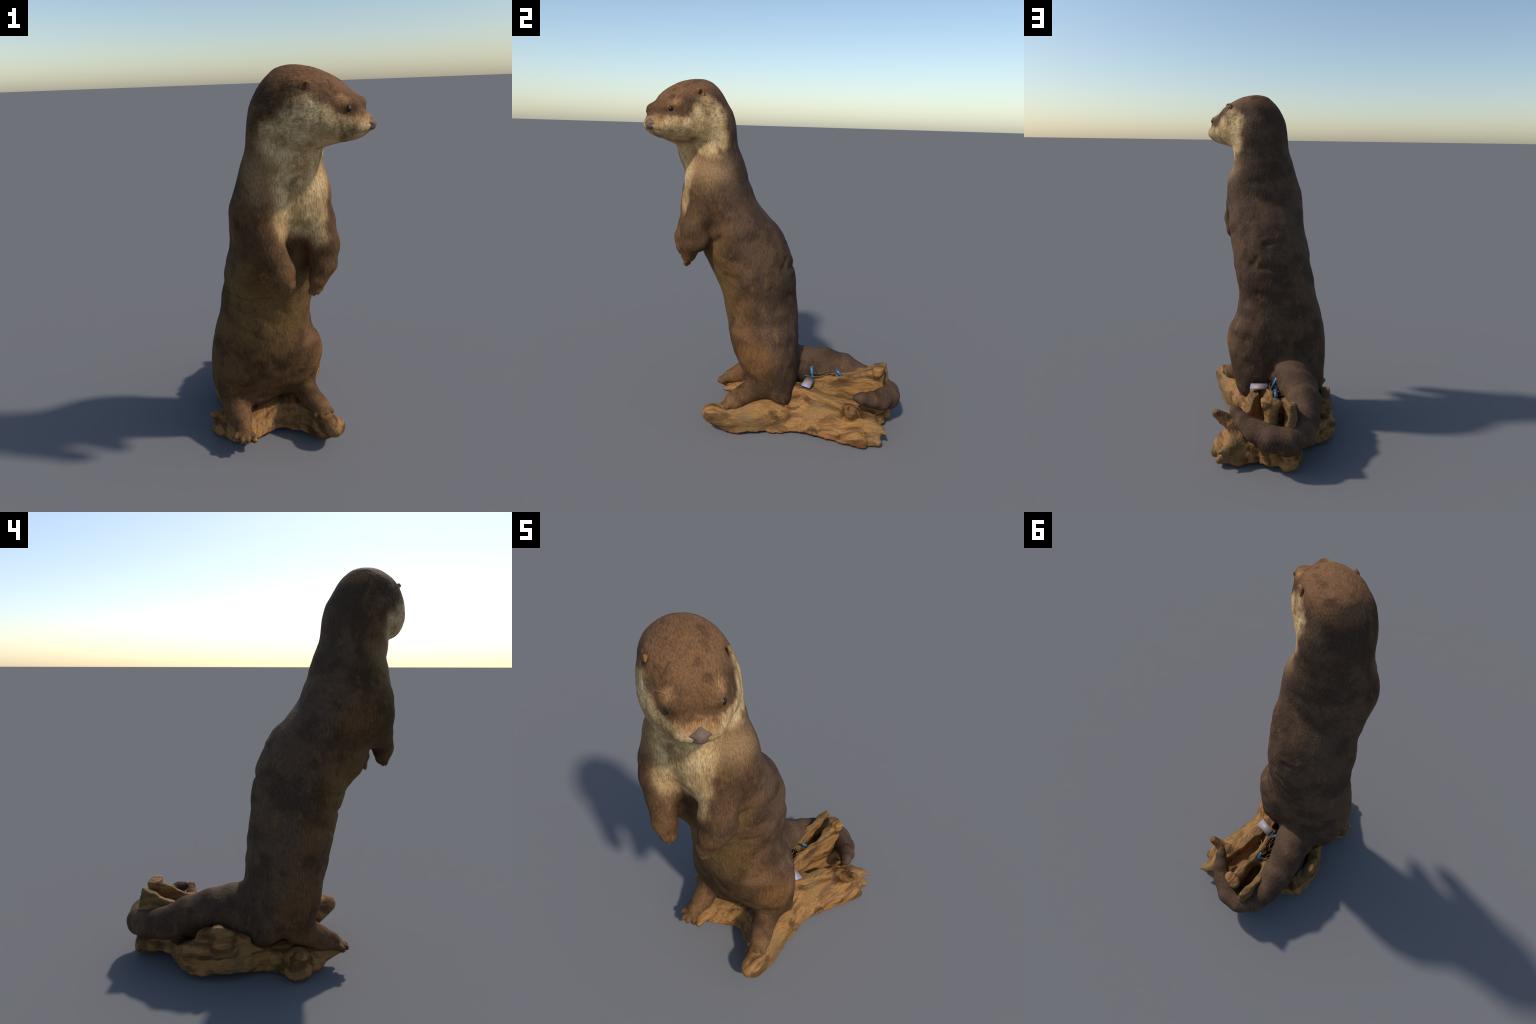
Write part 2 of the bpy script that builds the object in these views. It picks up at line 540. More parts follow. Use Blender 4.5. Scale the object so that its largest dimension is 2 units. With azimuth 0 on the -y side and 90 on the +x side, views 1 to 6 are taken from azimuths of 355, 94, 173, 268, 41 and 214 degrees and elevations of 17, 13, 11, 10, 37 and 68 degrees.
def wood_material():
    n = Nodes("weathered_wood")
    bend = n.vec("SUBTRACT", n.noise(n.co, 3.0, 2, 0.5, color=True), (0.5, 0.5, 0.5))
    p = n.vec("MULTIPLY_ADD", bend, (0.16, 0.16, 0.16), n.co)
    grain = n.noise(n.mapping(p, scale=(1, 0.09, 1)), 110, 4, 0.62)
    bands = n.noise(n.mapping(p, scale=(1, 0.09, 1.1)), 21, 3, 0.55)
    patch = n.noise(n.co, 5, 3, 0.5)
    col = n.mix(n.smooth(bands, 0.38, 0.58), WOOD_DARK, WOOD)
    col = n.mix(n.smooth(patch, 0.45, 0.72, 0, 0.8), col, WOOD_GREY)
    edge = n.noise(n.mapping(n.co, loc=(2, 5, 1)), 9, 4, 0.6)
    z = n.t.nodes.new("ShaderNodeSeparateXYZ")
    n.put(z.inputs[0], n.co)
    broken = n.smooth(n.math("MULTIPLY_ADD", edge, 0.09, z.outputs[2]), 0.085, 0.055)
    col = n.mix(n.math("MULTIPLY", broken, 0.75), col, WOOD_ORANGE)
    cracks = n.smooth(grain, 0.27, 0.36)
    col = n.mix(cracks, n.mix(0.55, col, WOOD_CRACK), col)
    fine = n.smooth(grain, 0.35, 0.7, 0.82, 1.18)
    vm = n.vec("SCALE", col)
    n.put(vm.node.inputs["Scale"], fine)
    n.put(n.bsdf.inputs["Base Color"], vm)
    n.bsdf.inputs["Roughness"].default_value = 0.68
    n.bsdf.inputs["Specular IOR Level"].default_value = 0.18
    n.bump(n.math("ADD", grain, n.math("MULTIPLY", cracks, 0.4)), 0.25, 0.003)
    return n.mat


def plain(name, color, rough=0.6, spec=0.4, vary=0.25, scale=60, coat=0.0):
    n = Nodes(name)
    k = n.smooth(n.noise(n.co, scale, 3, 0.6), 0.3, 0.7)
    n.put(n.bsdf.inputs["Base Color"], n.mix(k, tuple(c * (1 - vary) for c in color), tuple(min(1, c * (1 + vary)) for c in color)))
    n.bsdf.inputs["Roughness"].default_value = rough
    n.bsdf.inputs["Specular IOR Level"].default_value = spec
    n.bsdf.inputs["Coat Weight"].default_value = coat
    n.bump(k, 0.2, 0.002)
    return n.mat


BROWN = srgb(100, 72, 47)
BROWN_DARK = srgb(68, 49, 32)
BROWN_RED = srgb(114, 79, 47)
OLIVE = srgb(116, 89, 52)
RUST = srgb(134, 92, 52)
TAN = srgb(124, 90, 56)
CROWN = srgb(119, 85, 57)
CREAM = srgb(205, 175, 128)
CREAM_DARK = srgb(162, 132, 89)
ARM = srgb(82, 60, 41)
BACK = srgb(87, 68, 54)
BACK_DARK = srgb(70, 54, 44)
FAWN = srgb(148, 117, 81)
GOLD = srgb(162, 120, 78)
WOOD = srgb(149, 107, 61)
WOOD_DARK = srgb(86, 59, 33)
WOOD_GREY = srgb(120, 94, 58)
WOOD_ORANGE = srgb(150, 88, 38)
WOOD_CRACK = srgb(52, 38, 26)

# --------------------------------------------------------------------------
# the otter
# --------------------------------------------------------------------------

TORSO = [  # z, right side, left side, front, back, squareness
    (0.10, -0.24, 0.17, 0.00, 0.085, 2.2),
    (0.15, -0.29, 0.205, -0.04, 0.105, 2.2),
    (0.20, -0.325, 0.228, -0.120, 0.115, 2.2),
    (0.27, -0.338, 0.244, -0.195, 0.118, 2.2),
    (0.36, -0.345, 0.262, -0.258, 0.115, 2.1),
    (0.46, -0.348, 0.273, -0.300, 0.111, 2.1),
    (0.55, -0.345, 0.262, -0.321, 0.108, 2.05),
    (0.61, -0.333, 0.226, -0.332, 0.103, 2.0),
    (0.66, -0.320, 0.207, -0.340, 0.099, 2.0),
    (0.75, -0.293, 0.199, -0.360, 0.089, 2.0),
    (0.85, -0.277, 0.211, -0.396, 0.080, 2.0),
    (0.95, -0.263, 0.230, -0.438, 0.063, 2.0),
    (1.05, -0.248, 0.238, -0.480, 0.037, 2.0),
    (1.12, -0.235, 0.245, -0.492, 0.010, 1.95),
    (1.18, -0.230, 0.255, -0.505, -0.026, 1.9),
    (1.25, -0.228, 0.257, -0.525, -0.090, 1.9),
    (1.35, -0.228, 0.265, -0.562, -0.168, 1.95),
    (1.45, -0.203, 0.258, -0.575, -0.202, 2.0),
    (1.56, -0.174, 0.218, -0.590, -0.238, 2.0),
    (1.66, -0.147, 0.215, -0.600, -0.274, 2.0),
    (1.75, -0.139, 0.213, -0.605, -0.283, 2.0),
    (1.82, -0.128, 0.200, -0.605, -0.300, 2.0),
    (1.88, -0.104, 0.165, -0.605, -0.338, 2.0),
    (1.93, -0.070, 0.145, -0.590, -0.380, 2.0),
    (1.97, -0.030, 0.120, -0.565, -0.425, 2.0),
]

SKULL = [  # along axis, top, bottom, half width, widest height, squareness of the crown
    (0.001, 1.772, 1.736, 0.022, 1.752, 2.0),
    (-0.020, 1.787, 1.722, 0.055, 1.750, 2.2),
    (-0.040, 1.800, 1.706, 0.077, 1.750, 2.2),
    (-0.080, 1.846, 1.687, 0.100, 1.755, 2.3),
    (-0.120, 1.893, 1.678, 0.122, 1.765, 2.3),
    (-0.170, 1.937, 1.668, 0.149, 1.780, 2.3),
    (-0.230, 1.967, 1.650, 0.165, 1.790, 2.3),
    (-0.300, 1.991, 1.635, 0.174, 1.800, 2.3),
    (-0.370, 1.999, 1.640, 0.164, 1.810, 2.2),
    (-0.430, 1.988, 1.670, 0.140, 1.820, 2.1),
    (-0.500, 1.945, 1.720, 0.090, 1.830, 2.0),
]


def toes(part, base, tips, r0, r1, blend=0.008):
    return [Limb(part, [(*base, r0), (*t, r1)], blend) for t in tips]


PAW_R = [(-0.022, -0.612, 1.036), (-0.006, -0.616, 1.020), (0.014, -0.611, 1.014), (0.032, -0.603, 1.036)]
PAW_L = [(0.178, -0.545, 0.996), (0.162, -0.550, 0.980), (0.143, -0.546, 0.972), (0.126, -0.537, 0.978)]
FOOT_R = [(-0.252, -0.372, 0.114), (-0.220, -0.395, 0.109), (-0.187, -0.396, 0.109), (-0.158, -0.374, 0.116)]
FOOT_L = [(0.198, -0.292, 0.155), (0.230, -0.314, 0.155), (0.262, -0.311, 0.162), (0.288, -0.284, 0.174)]

otter_solids = [
    Column("torso", TORSO, 0.10),
    Skull("head", SKULL),
    Ball("head", head_point(-0.096, 0.055, 1.838), (0.040, 0.034, 0.024), HEAD_YAW, 0.04),
    Ball("head", head_point(-0.096, -0.060, 1.832), (0.040, 0.034, 0.024), HEAD_YAW, 0.04),
    Ball("head", head_point(-0.30, 0.125, 1.735), (0.09, 0.043, 0.07), HEAD_YAW, 0.05),
    Ball("head", head_point(-0.29, -0.113, 1.735), (0.09, 0.041, 0.07), HEAD_YAW, 0.05),
    # arms hang in front of the chest
    Limb("torso", [(-0.075, -0.505, 1.47, 0.088), (-0.090, -0.525, 1.36, 0.092), (-0.090, -0.535, 1.28, 0.092)], 0.05),
    Limb("forelimb_right", [(-0.090, -0.535, 1.28, 0.090), (-0.066, -0.562, 1.19, 0.077), (-0.012, -0.597, 1.10, 0.056),
                            (0.010, -0.602, 1.05, 0.036)], 0.03, squash=((0.0, 1.0, 0.0), 1.12)),
    Ball("forelimb_right", (-0.085, -0.525, 1.170), (0.055, 0.055, 0.055), 0, 0.03),
    Limb("forelimb_left", [(0.182, -0.44, 1.30, 0.085), (0.198, -0.490, 1.20, 0.080), (0.194, -0.513, 1.11, 0.060),
                           (0.164, -0.534, 1.035, 0.042)], 0.03),
    Ball("forelimb_left", (0.205, -0.455, 1.13), (0.055, 0.06, 0.06), 0, 0.03),
    *toes("forelimb_right", (0.008, -0.602, 1.07), PAW_R, 0.022, 0.012),
    *toes("forelimb_left", (0.163, -0.537, 1.04), PAW_L, 0.022, 0.012),
    Ball("torso", (-0.115, -0.40, 1.15), (0.088, 0.10, 0.19), 0, 0.05),
    Ball("torso", (0.125, -0.450, 1.40), (0.11, 0.105, 0.19), 0, 0.04),
    Ball("torso", (-0.122, -0.46, 1.32), (0.10, 0.10, 0.16), 0, 0.05),
    Ball("neck", (0.05, -0.525, 1.61), (0.11, 0.082, 0.09), 0, 0.04),
    # hind legs and feet
    Ball("torso", (-0.240, -0.125, 0.38), (0.106, 0.13, 0.19), 0, 0.05),
    Ball("torso", (-0.11, -0.10, 0.25), (0.14, 0.12, 0.09), 0, 0.04),
    Limb("hindlimb_right", [(-0.235, -0.15, 0.22, 0.080), (-0.218, -0.25, 0.165, 0.064), (-0.207, -0.325, 0.138, 0.048)], 0.04),
    Limb("hindlimb_left", [(0.165, -0.11, 0.25, 0.075), (0.200, -0.20, 0.203, 0.058), (0.235, -0.255, 0.184, 0.050)], 0.04),
    *toes("hindlimb_right", (-0.207, -0.33, 0.132), FOOT_R, 0.030, 0.0175, 0.010),
    *toes("hindlimb_left", (0.236, -0.255, 0.180), FOOT_L, 0.030, 0.0175, 0.010),
    Limb("tail", [(-0.08, 0.03, 0.29, 0.105), (-0.10, 0.17, 0.302, 0.105), (-0.135, 0.28, 0.294, 0.103), (-0.140, 0.40, 0.262, 0.095),
                  (-0.125, 0.52, 0.215, 0.082), (-0.085, 0.615, 0.185, 0.076), (-0.01, 0.670, 0.175, 0.073), (0.075, 0.662, 0.188, 0.070),
                  (0.155, 0.607, 0.207, 0.060), (0.212, 0.543, 0.234, 0.047), (0.246, 0.487, 0.254, 0.034), (0.260, 0.458, 0.261, 0.022)], 0.04),
    Ball("tail", (-0.135, 0.14, 0.25), (0.105, 0.12, 0.13), 0, 0.05),
]

CREASES = [  # (points, width, depth); depth below zero is a bulge
    ([(0.07, 0.05, 0.965), (0.00, 0.07, 0.955), (-0.08, 0.07, 0.955)], 0.022, 0.012),
    ([(0.05, 0.02, 1.10), (0.00, 0.03, 1.115), (-0.07, 0.02, 1.125)], 0.020, 0.010),
    ([(0.10, 0.03, 1.02), (0.14, -0.02, 0.93)], 0.020, 0.010),
    ([(-0.10, 0.08, 0.86), (-0.18, 0.06, 0.83)], 0.020, 0.009),
    ([(0.05, 0.10, 0.78), (0.10, 0.06, 0.80)], 0.020, 0.009),
    ([(-0.24, -0.28, 0.90), (-0.15, -0.38, 0.88), (-0.05, -0.42, 0.90)], 0.016, 0.013),
    ([(-0.24, -0.25, 0.82), (-0.14, -0.37, 0.80), (-0.04, -0.39, 0.76)], 0.018, 0.013),
    ([(-0.22, -0.30, 0.99), (-0.12, -0.41, 0.97)], 0.018, 0.013),
    ([(0.20, -0.30, 0.92), (0.22, -0.22, 0.91)], 0.030, 0.007),
    ([(0.21, -0.05, 0.84), (0.20, 0.0, 0.76)], 0.022, 0.008),
    ([(0.17, -0.28, 1.13), (0.22, -0.33, 1.16), (0.22, -0.40, 1.10)], 0.020, 0.014),
    ([(-0.05, -0.05, 1.27), (0.10, -0.08, 1.26)], 0.03, 0.006),
    ([(0.10, -0.20, 1.46), (-0.05, -0.21, 1.45)], 0.03, 0.006),
    ([(0.08, 0.04, 1.03), (0.05, 0.06, 1.02)], 0.035, -0.009),
    ([(0.12, 0.02, 0.96), (0.19, -0.03, 0.98)], 0.030, 0.008),
    ([(-0.26, -0.20, 0.76), (-0.20, -0.30, 0.72), (-0.10, -0.37, 0.66)], 0.016, 0.013),
    ([(-0.25, -0.10, 0.92), (-0.26, -0.16, 0.96)], 0.025, 0.009),
    ([(0.23, -0.26, 1.03), (0.24, -0.20, 0.99)], 0.03, 0.009),
    ([(0.22, -0.12, 1.02), (0.21, -0.05, 0.95)], 0.04, -0.007),
    ([(-0.20, -0.05, 0.65), (-0.28, -0.12, 0.66)], 0.03, 0.008),
    ([(0.20, -0.18, 0.62), (0.18, -0.27, 0.60)], 0.022, 0.009),
    ([(-0.15, 0.0, 1.20), (-0.05, -0.02, 1.22)], 0.04, 0.006),
    ([(0.00, 0.13, 0.34), (-0.18, 0.12, 0.36)], 0.018, 0.012),
]


def build_skin(solids, step, wrinkle):
    v, q = surface(solids, [], step)
    v = relax(v, q, 3)
    v, q = refine(v, q)
    v = relax(v, q, 2)
    n = normals(v, q)
    v = wrinkle(v, n)
    n = normals(v, q)
    X, Y, Z = (v[:, i].astype(F32) for i in range(3))
    dist = np.full(len(v), 9.0, F32)
    who = np.zeros(len(v), int)
    for i, s in enumerate(solids):
        near = np.all((v > s.lo) & (v < s.hi), axis=1)
        d = np.full(len(v), 9.0, F32)
        d[near] = s(X[near], Y[near], Z[near])
        m = d < dist
        dist[m], who[m] = d[m], i
    return v, q, n, who


def otter_wrinkle(v, n):
    h = 0.0055 * noise(v * np.array([1, 1, 1.3]), 8, 1) + 0.0032 * noise(v, 19, 2)
    lower = np.clip((1.45 - v[:, 2]) / 0.3, 0.15, 1)
    h = h * lower
    tuft = v * np.array([1, 1, 0.35])
    h = h + 0.0007 * noise(tuft, 120, 3)
    for pts, w, depth in CREASES:
        h = h - depth * np.exp(-(path_distance(v, pts) / w) ** 2)
    # mouth line under the muzzle
    for side in (-1, 1):
        line = [head_point(-0.012, 0.012 * side, 1.718), head_point(-0.045, 0.070 * side, 1.712), head_point(-0.10, 0.105 * side, 1.708)]
        h = h - 0.005 * np.exp(-(path_distance(v, line) / 0.007) ** 2)
    return v + n * h[:, None]


fur = fur_material()
otter = bpy.data.objects.new("otter", None)
bpy.context.scene.collection.objects.link(otter)
otter["label"] = "brown taxidermy otter standing upright with cream throat and curled tail"
otter["category"] = "otter"

v, q, n, who = build_skin(otter_solids, 0.0055, otter_wrinkle)
parts = np.array([s.part for s in otter_solids])[who]
parts = parts.astype("<U20")
parts[(parts == "torso") & (v[:, 2] > 1.50)] = "neck"
parts[((parts == "neck") | (parts == "torso")) & (v[:, 2] > 1.84)] = "head"
face_part = parts[q[:, 0]]
for key, name in (("torso", "torso"), ("neck", "neck"), ("head", "head"), ("forelimb_left", "forelimb"), ("forelimb_right", "forelimb"),
                  ("hindlimb_left", "hindlimb"), ("hindlimb_right", "hindlimb"), ("tail", "tail")):
    sel = q[face_part == key]
    if len(sel):
        make_mesh(name, v, sel, n, fur, otter)

head_obj = bpy.data.objects["head"]


def add_object(name, mesh, parent, mat):
    o = bpy.data.objects.new(name, mesh)
    bpy.context.scene.collection.objects.link(o)
    o.parent = parent
    if mat and not mesh.materials:
        mesh.materials.append(mat)
    mesh.shade_smooth()
    return o


def ball_mesh(name, shape, segs=32, rings=20):
    """UV sphere pushed through `shape(x, y, z) -> world point`."""
    bm = bmesh.new()
    bmesh.ops.create_uvsphere(bm, u_segments=segs, v_segments=rings, radius=1.0)
    for w in bm.verts:
        w.co = shape(*w.co)
    bmesh.ops.recalc_face_normals(bm, faces=bm.faces)
    me = bpy.data.meshes.new(name)
    bm.to_mesh(me)
    bm.free()
    return me


# eyes
eye_mat = plain("dark_eye", srgb(28, 20, 15), 0.32, 0.4, 0.2, 40, 0.0)
for s, t, z in ((-0.083, -0.087, 1.817), (-0.081, 0.082, 1.831)):
    c = Vector(head_point(s, t, z))
    me = ball_mesh("eye", lambda x, y, zz: c + Vector((x, y, zz)) * 0.0150, 24, 16)
    add_object("eye", me, head_obj, eye_mat)

# leathery nose: a rounded diamond with two nostrils
nose_mat = plain("nose_leather", srgb(104, 84, 70), 0.55, 0.25, 0.2, 160)


def nose_shape(x, y, z):
    width = 0.046 * (1 - 0.55 * max(z, 0) ** 1.3 - 0.22 * max(-z, 0))
    s = -0.019 + 0.026 * x - 0.012 * y * y - 0.010 * z - 0.006 * z * z
    for side in (-1, 1):
        g = math.exp(-(((y - side * 0.60) / 0.22) ** 2 + ((z + 0.30) / 0.25) ** 2))
        s -= 0.008 * g * (x > 0)
    return Vector(head_point(s, width * y, 1.758 + 0.031 * z))


add_object("nose", ball_mesh("nose", nose_shape, 48, 32), head_obj, nose_mat)


# ears: low crescent ridges that open forwards
ear_mat = plain("ear_fur", srgb(132, 97, 63), 0.75, 0.1, 0.3, 180)
for side, s0, t0, z0 in ((-1, -0.244, -0.142, 1.905), (1, -0.236, 0.140, 1.916)):
    bm = bmesh.new()
    rings = []
    for k in range(19):
        u = k / 18
        ang = math.radians(215 - 185 * u)
        r = 0.0085 * math.sin(math.pi * (0.08 + 0.84 * u)) ** 0.7
        lean = 0.35 * 0.020 * math.sin(ang)
        c = head_point(s0 + 0.021 * math.cos(ang), t0 - side * lean, z0 + 0.021 * math.sin(ang))
        ring = []
        for j in range(10):
            b = 2 * math.pi * j / 10
            radial = 0.7 * r * math.cos(b)
            off = FWD * math.cos(ang) * radial + np.array([0, 0, 1]) * math.sin(ang) * radial + SIDE * side * r * math.sin(b)
            ring.append(bm.verts.new(Vector(c + off)))
        rings.append(ring)
    for a, b in zip(rings[:-1], rings[1:]):
        for j in range(10):
            bm.faces.new((a[j], a[(j + 1) % 10], b[(j + 1) % 10], b[j]))
    bm.faces.new(rings[0])
    bm.faces.new(rings[-1])
    bmesh.ops.recalc_face_normals(bm, faces=bm.faces)
    me = bpy.data.meshes.new("ear")
    bm.to_mesh(me)
    bm.free()
    add_object("ear", me, head_obj, ear_mat)


# claws
claw_mat = plain("pale_claw", srgb(128, 106, 80), 0.45, 0.4, 0.2, 200)


def cone_mesh(name, a, b, r):
    a, b = Vector(a), Vector(b)
    bm = bmesh.new()
    m = Matrix.Translation((a + b) / 2) @ (b - a).to_track_quat("Z", "Y").to_matrix().to_4x4()
    bmesh.ops.create_cone(bm, cap_ends=True, segments=10, radius1=r, radius2=r * 0.2, depth=(b - a).length, matrix=m)
    me = bpy.data.meshes.new(name)
    bm.to_mesh(me)
    bm.free()
    return me


limbs = {o.name: o for o in otter.children}
for tips, base, drop in ((FOOT_R, (-0.205, -0.30, 0.15), 0.006), (FOOT_L, (0.235, -0.24, 0.205), 0.006),
                         (PAW_R, (-0.015, -0.604, 1.08), 0.0), (PAW_L, (0.155, -0.54, 1.05), 0.0)):
    for t in tips:
        d = (Vector(t) - Vector(base)).normalized()
        r = 0.016 if drop else 0.012
        a = Vector(t) + d * (r - 0.008) + Vector((0, 0, 0.003 if drop else 0))
        b = a + d * 0.013 - Vector((0, 0, drop))
        par = otter
        add_object("claw", cone_mesh("claw", a, b, 0.004), par, claw_mat)


# a few pale whiskers
def whisker(pts, r):
    cu = bpy.data.curves.new("whisker", "CURVE")
    cu.dimensions = "3D"
    cu.bevel_depth, cu.bevel_resolution = r, 1
    sp = cu.splines.new("POLY")
    sp.points.add(len(pts) - 1)
    for k, (pt, a) in enumerate(zip(sp.points, pts)):
        pt.co = (*a, 1)
        pt.radius = 1 - 0.7 * k / (len(pts) - 1)
    o = bpy.data.objects.new("tmp", cu)
    bpy.context.scene.collection.objects.link(o)
    me = bpy.data.meshes.new_from_object(o.evaluated_get(bpy.context.evaluated_depsgraph_get()))
    bpy.data.objects.remove(o)
    return me


whisk_mat = plain("pale_whisker", srgb(170, 140, 100), 0.5, 0.3, 0.1)
for side, s, t, z, tip in ((1, -0.105, 0.075, 1.872, (-0.165, 0.084, 1.928)), (-1, -0.10, -0.082, 1.862, (-0.135, -0.128, 1.862))):
    a, b = head_point(s, t, z), head_point(*tip)
    mid = (a + b) / 2 + np.array([0, 0, 0.008])
    pts = [(1 - u) ** 2 * a + 2 * u * (1 - u) * mid + u * u * b for u in np.linspace(0, 1, 9)]
    add_object("whisker", whisker(pts, 0.0007), head_obj, whisk_mat)

# --------------------------------------------------------------------------
# the driftwood
# --------------------------------------------------------------------------

wood_solids = [
    # right-hand log with the rounded front prong; it widens towards the ground
    Limb("wood", [(0.288, -0.372, 0.118, 0.056), (0.252, -0.27, 0.078, 0.076), (0.21, -0.12, 0.080, 0.080), (0.17, 0.0, 0.08, 0.08)], 0.04),
    Blade("wood", [(0.20, -0.16, 0.150, 0.030), (0.14, -0.02, 0.180, 0.030), (0.10, 0.12, 0.235, 0.035), (0.135, 0.22, 0.225, 0.030),
                   (0.19, 0.35, 0.190, 0.030), (0.25, 0.46, 0.165, 0.035), (0.26, 0.52, 0.13, 0.04)], flare=0.54, power=2.0, blend=0.035),
    # left-hand log and the fin beside the tail
    Blade("wood", [(-0.295, -0.145, 0.120, 0.030), (-0.245, -0.04, 0.100, 0.022), (-0.235, 0.04, 0.115, 0.022), (-0.255, 0.12, 0.180, 0.030),
                   (-0.282, 0.19, 0.225, 0.030), (-0.292, 0.25, 0.254, 0.022), (-0.278, 0.32, 0.225, 0.030), (-0.258, 0.385, 0.150, 0.034),
                   (-0.16, 0.43, 0.105, 0.040), (-0.07, 0.49, 0.095, 0.040), (0.05, 0.522, 0.095, 0.045), (0.17, 0.53, 0.10, 0.055)],
          flare=0.10, power=2.0, blend=0.035),
    Blade("wood", [(-0.31, -0.14, 0.115, 0.045), (-0.19, -0.235, 0.105, 0.045), (-0.160, -0.265, 0.085, 0.015)], flare=0.12, blend=0.04),
    Blade("wood", [(-0.16, -0.19, 0.12, 0.04), (0.0, -0.09, 0.145, 0.045), (0.12, -0.13, 0.15, 0.04), (0.22, -0.22, 0.14, 0.03)], flare=0.45, power=1.5, blend=0.035),
    Limb("wood", [(-0.200, -0.392, 0.084, 0.014), (-0.22, -0.24, 0.055, 0.055)], 0.03),
    Limb("wood", [(-0.148, -0.350, 0.060, 0.016), (-0.20, -0.2, 0.055, 0.055)], 0.03),
    Limb("wood", [(-0.20, -0.10, 0.06, 0.07), (0.0, -0.03, 0.09, 0.08), (0.17, -0.1, 0.09, 0.08)], 0.05),
    Ball("wood", (-0.01, 0.14, 0.03), (0.18, 0.26, 0.08), 0, 0.05),
    Ball("wood", (0.08, 0.44, 0.04), (0.20, 0.16, 0.08), 0, 0.05),
    Limb("wood", [(0.22, 0.20, 0.03, 0.045), (0.270, 0.36, 0.04, 0.058), (0.31, 0.45, 0.04, 0.06)], 0.03),
    # knob stubs
    Limb("wood", [(-0.30, -0.14, 0.11, 0.040), (-0.365, -0.165, 0.127, 0.017)], 0.03),
    Limb("wood", [(-0.24, 0.385, 0.09, 0.045), (-0.310, 0.408, 0.120, 0.016)], 0.05),
    Limb("wood", [(0.24, 0.42, 0.14, 0.05), (0.31, 0.425, 0.185, 0.030), (0.355, 0.427, 0.218, 0.021)], 0.03),
    Limb("wood", [(0.24, 0.53, 0.09, 0.06), (0.305, 0.59, 0.085, 0.030), (0.345, 0.618, 0.086, 0.010)], 0.03),
    Limb("wood", [(0.28, 0.46, 0.04, 0.060), (0.358, 0.495, 0.020, 0.028)], 0.03),
    Limb("wood", [(0.28, 0.54, 0.04, 0.05), (0.340, 0.585, 0.03, 0.022)], 0.03),
    Ball("wood", (0.20, 0.550, 0.035), (0.07, 0.055, 0.06), 0, 0.03),
    # upright blades
    Blade("wood", [(0.045, 0.18, 0.255, 0.028), (0.035, 0.30, 0.272, 0.012), (0.050, 0.40, 0.284, 0.012), (0.066, 0.52, 0.325, 0.015), (0.070, 0.600, 0.362, 0.020)], flare=0.12, blend=0.02),
    Blade("wood", [(0.092, 0.590, 0.370, 0.030), (0.050, 0.606, 0.360, 0.030)], flare=-0.17, blend=0.015),
    Blade("wood", [(-0.035, 0.37, 0.264, 0.012), (-0.055, 0.50, 0.290, 0.015), (-0.042, 0.60, 0.330, 0.016), (-0.030, 0.642, 0.360, 0.015)], flare=0.12, blend=0.02),
    Blade("wood", [(0.045, 0.39, 0.268, 0.02), (-0.035, 0.38, 0.258, 0.018)], flare=0.05, blend=0.02),
]
wood_hollows = [
    Limb("hollow", [(0.095, 0.29, 0.205, 0.036), (0.108, 0.38, 0.185, 0.045), (0.125, 0.47, 0.165, 0.036), (0.14, 0.54, 0.16, 0.03)], 0.015),
    Limb("hollow", [(0.108, 0.38, 0.25, 0.04), (0.125, 0.47, 0.23, 0.036), (0.13, 0.56, 0.22, 0.03)], 0.015),
    Limb("hollow", [(-0.008, 0.44, 0.235, 0.024), (0.0, 0.53, 0.20, 0.030), (0.012, 0.61, 0.20, 0.026)], 0.012),
    Limb("hollow", [(0.265, 0.06, 0.185, 0.045), (0.270, 0.20, 0.175, 0.052), (0.285, 0.33, 0.165, 0.045)], 0.05),
    Limb("hollow", [(0.36, -0.13, 0.10, 0.04), (0.345, 0.08, 0.085, 0.045)], 0.04),
    Limb("hollow", [(0.0, 0.53, 0.27, 0.024), (0.005, 0.64, 0.28, 0.026)], 0.012),
]


def wood_ground(X, Y, Z):
    wave = 0.006 * np.sin(23 * X + 5) * np.sin(19 * Y + 1) + 0.004 * np.sin(61 * X) * np.sin(57 * Y + 2)
    arch = 0.015 * np.exp(-((X - 0.06) ** 2 + (Y + 0.22) ** 2) / 0.02)
    arch = arch + 0.025 * np.exp(-((X + 0.30) ** 2 / 0.02 + (Y - 0.25) ** 2 / 0.03))
    arch = arch + 0.030 * np.exp(-((X + 0.12) ** 2 / 0.02 + (Y - 0.56) ** 2 / 0.015))
    return (0.008 + wave + arch) - Z


v, q = surface(wood_solids, wood_hollows, 0.005, wood_ground)
v = relax(v, q, 3)
v, q = refine(v, q)
v = relax(v, q, 2)
n = normals(v, q)
# long grain that wanders slowly
sway = np.stack([noise(v, 4, 21), noise(v, 4, 22), noise(v, 4, 23)], 1)
gp = v * np.array([1.0, 0.09, 1.0]) + 0.045 * sway
h = 0.0060 * noise(v, 9, 11) + 0.0050 * noise(gp, 26, 12)
g = noise(gp, 85, 13)
h = h - 0.0016 * np.clip(np.abs(g) * -5 + 1, 0, 1) + 0.0005 * noise(gp, 170, 14)
edge = np.clip(1 - v[:, 2] / 0.05, 0, 1)
h = h + edge * 0.005 * noise(v, 55, 15)
v = v + n * h[:, None]
v[:, 2] -= v[:, 2].min()
n = normals(v, q)
wood_mat = wood_material()
wood = make_mesh("driftwood_base", v, q, n, wood_mat, None)
wood["label"] = "gnarled tan driftwood base with knobs and upright blades"
wood["category"] = "driftwood"


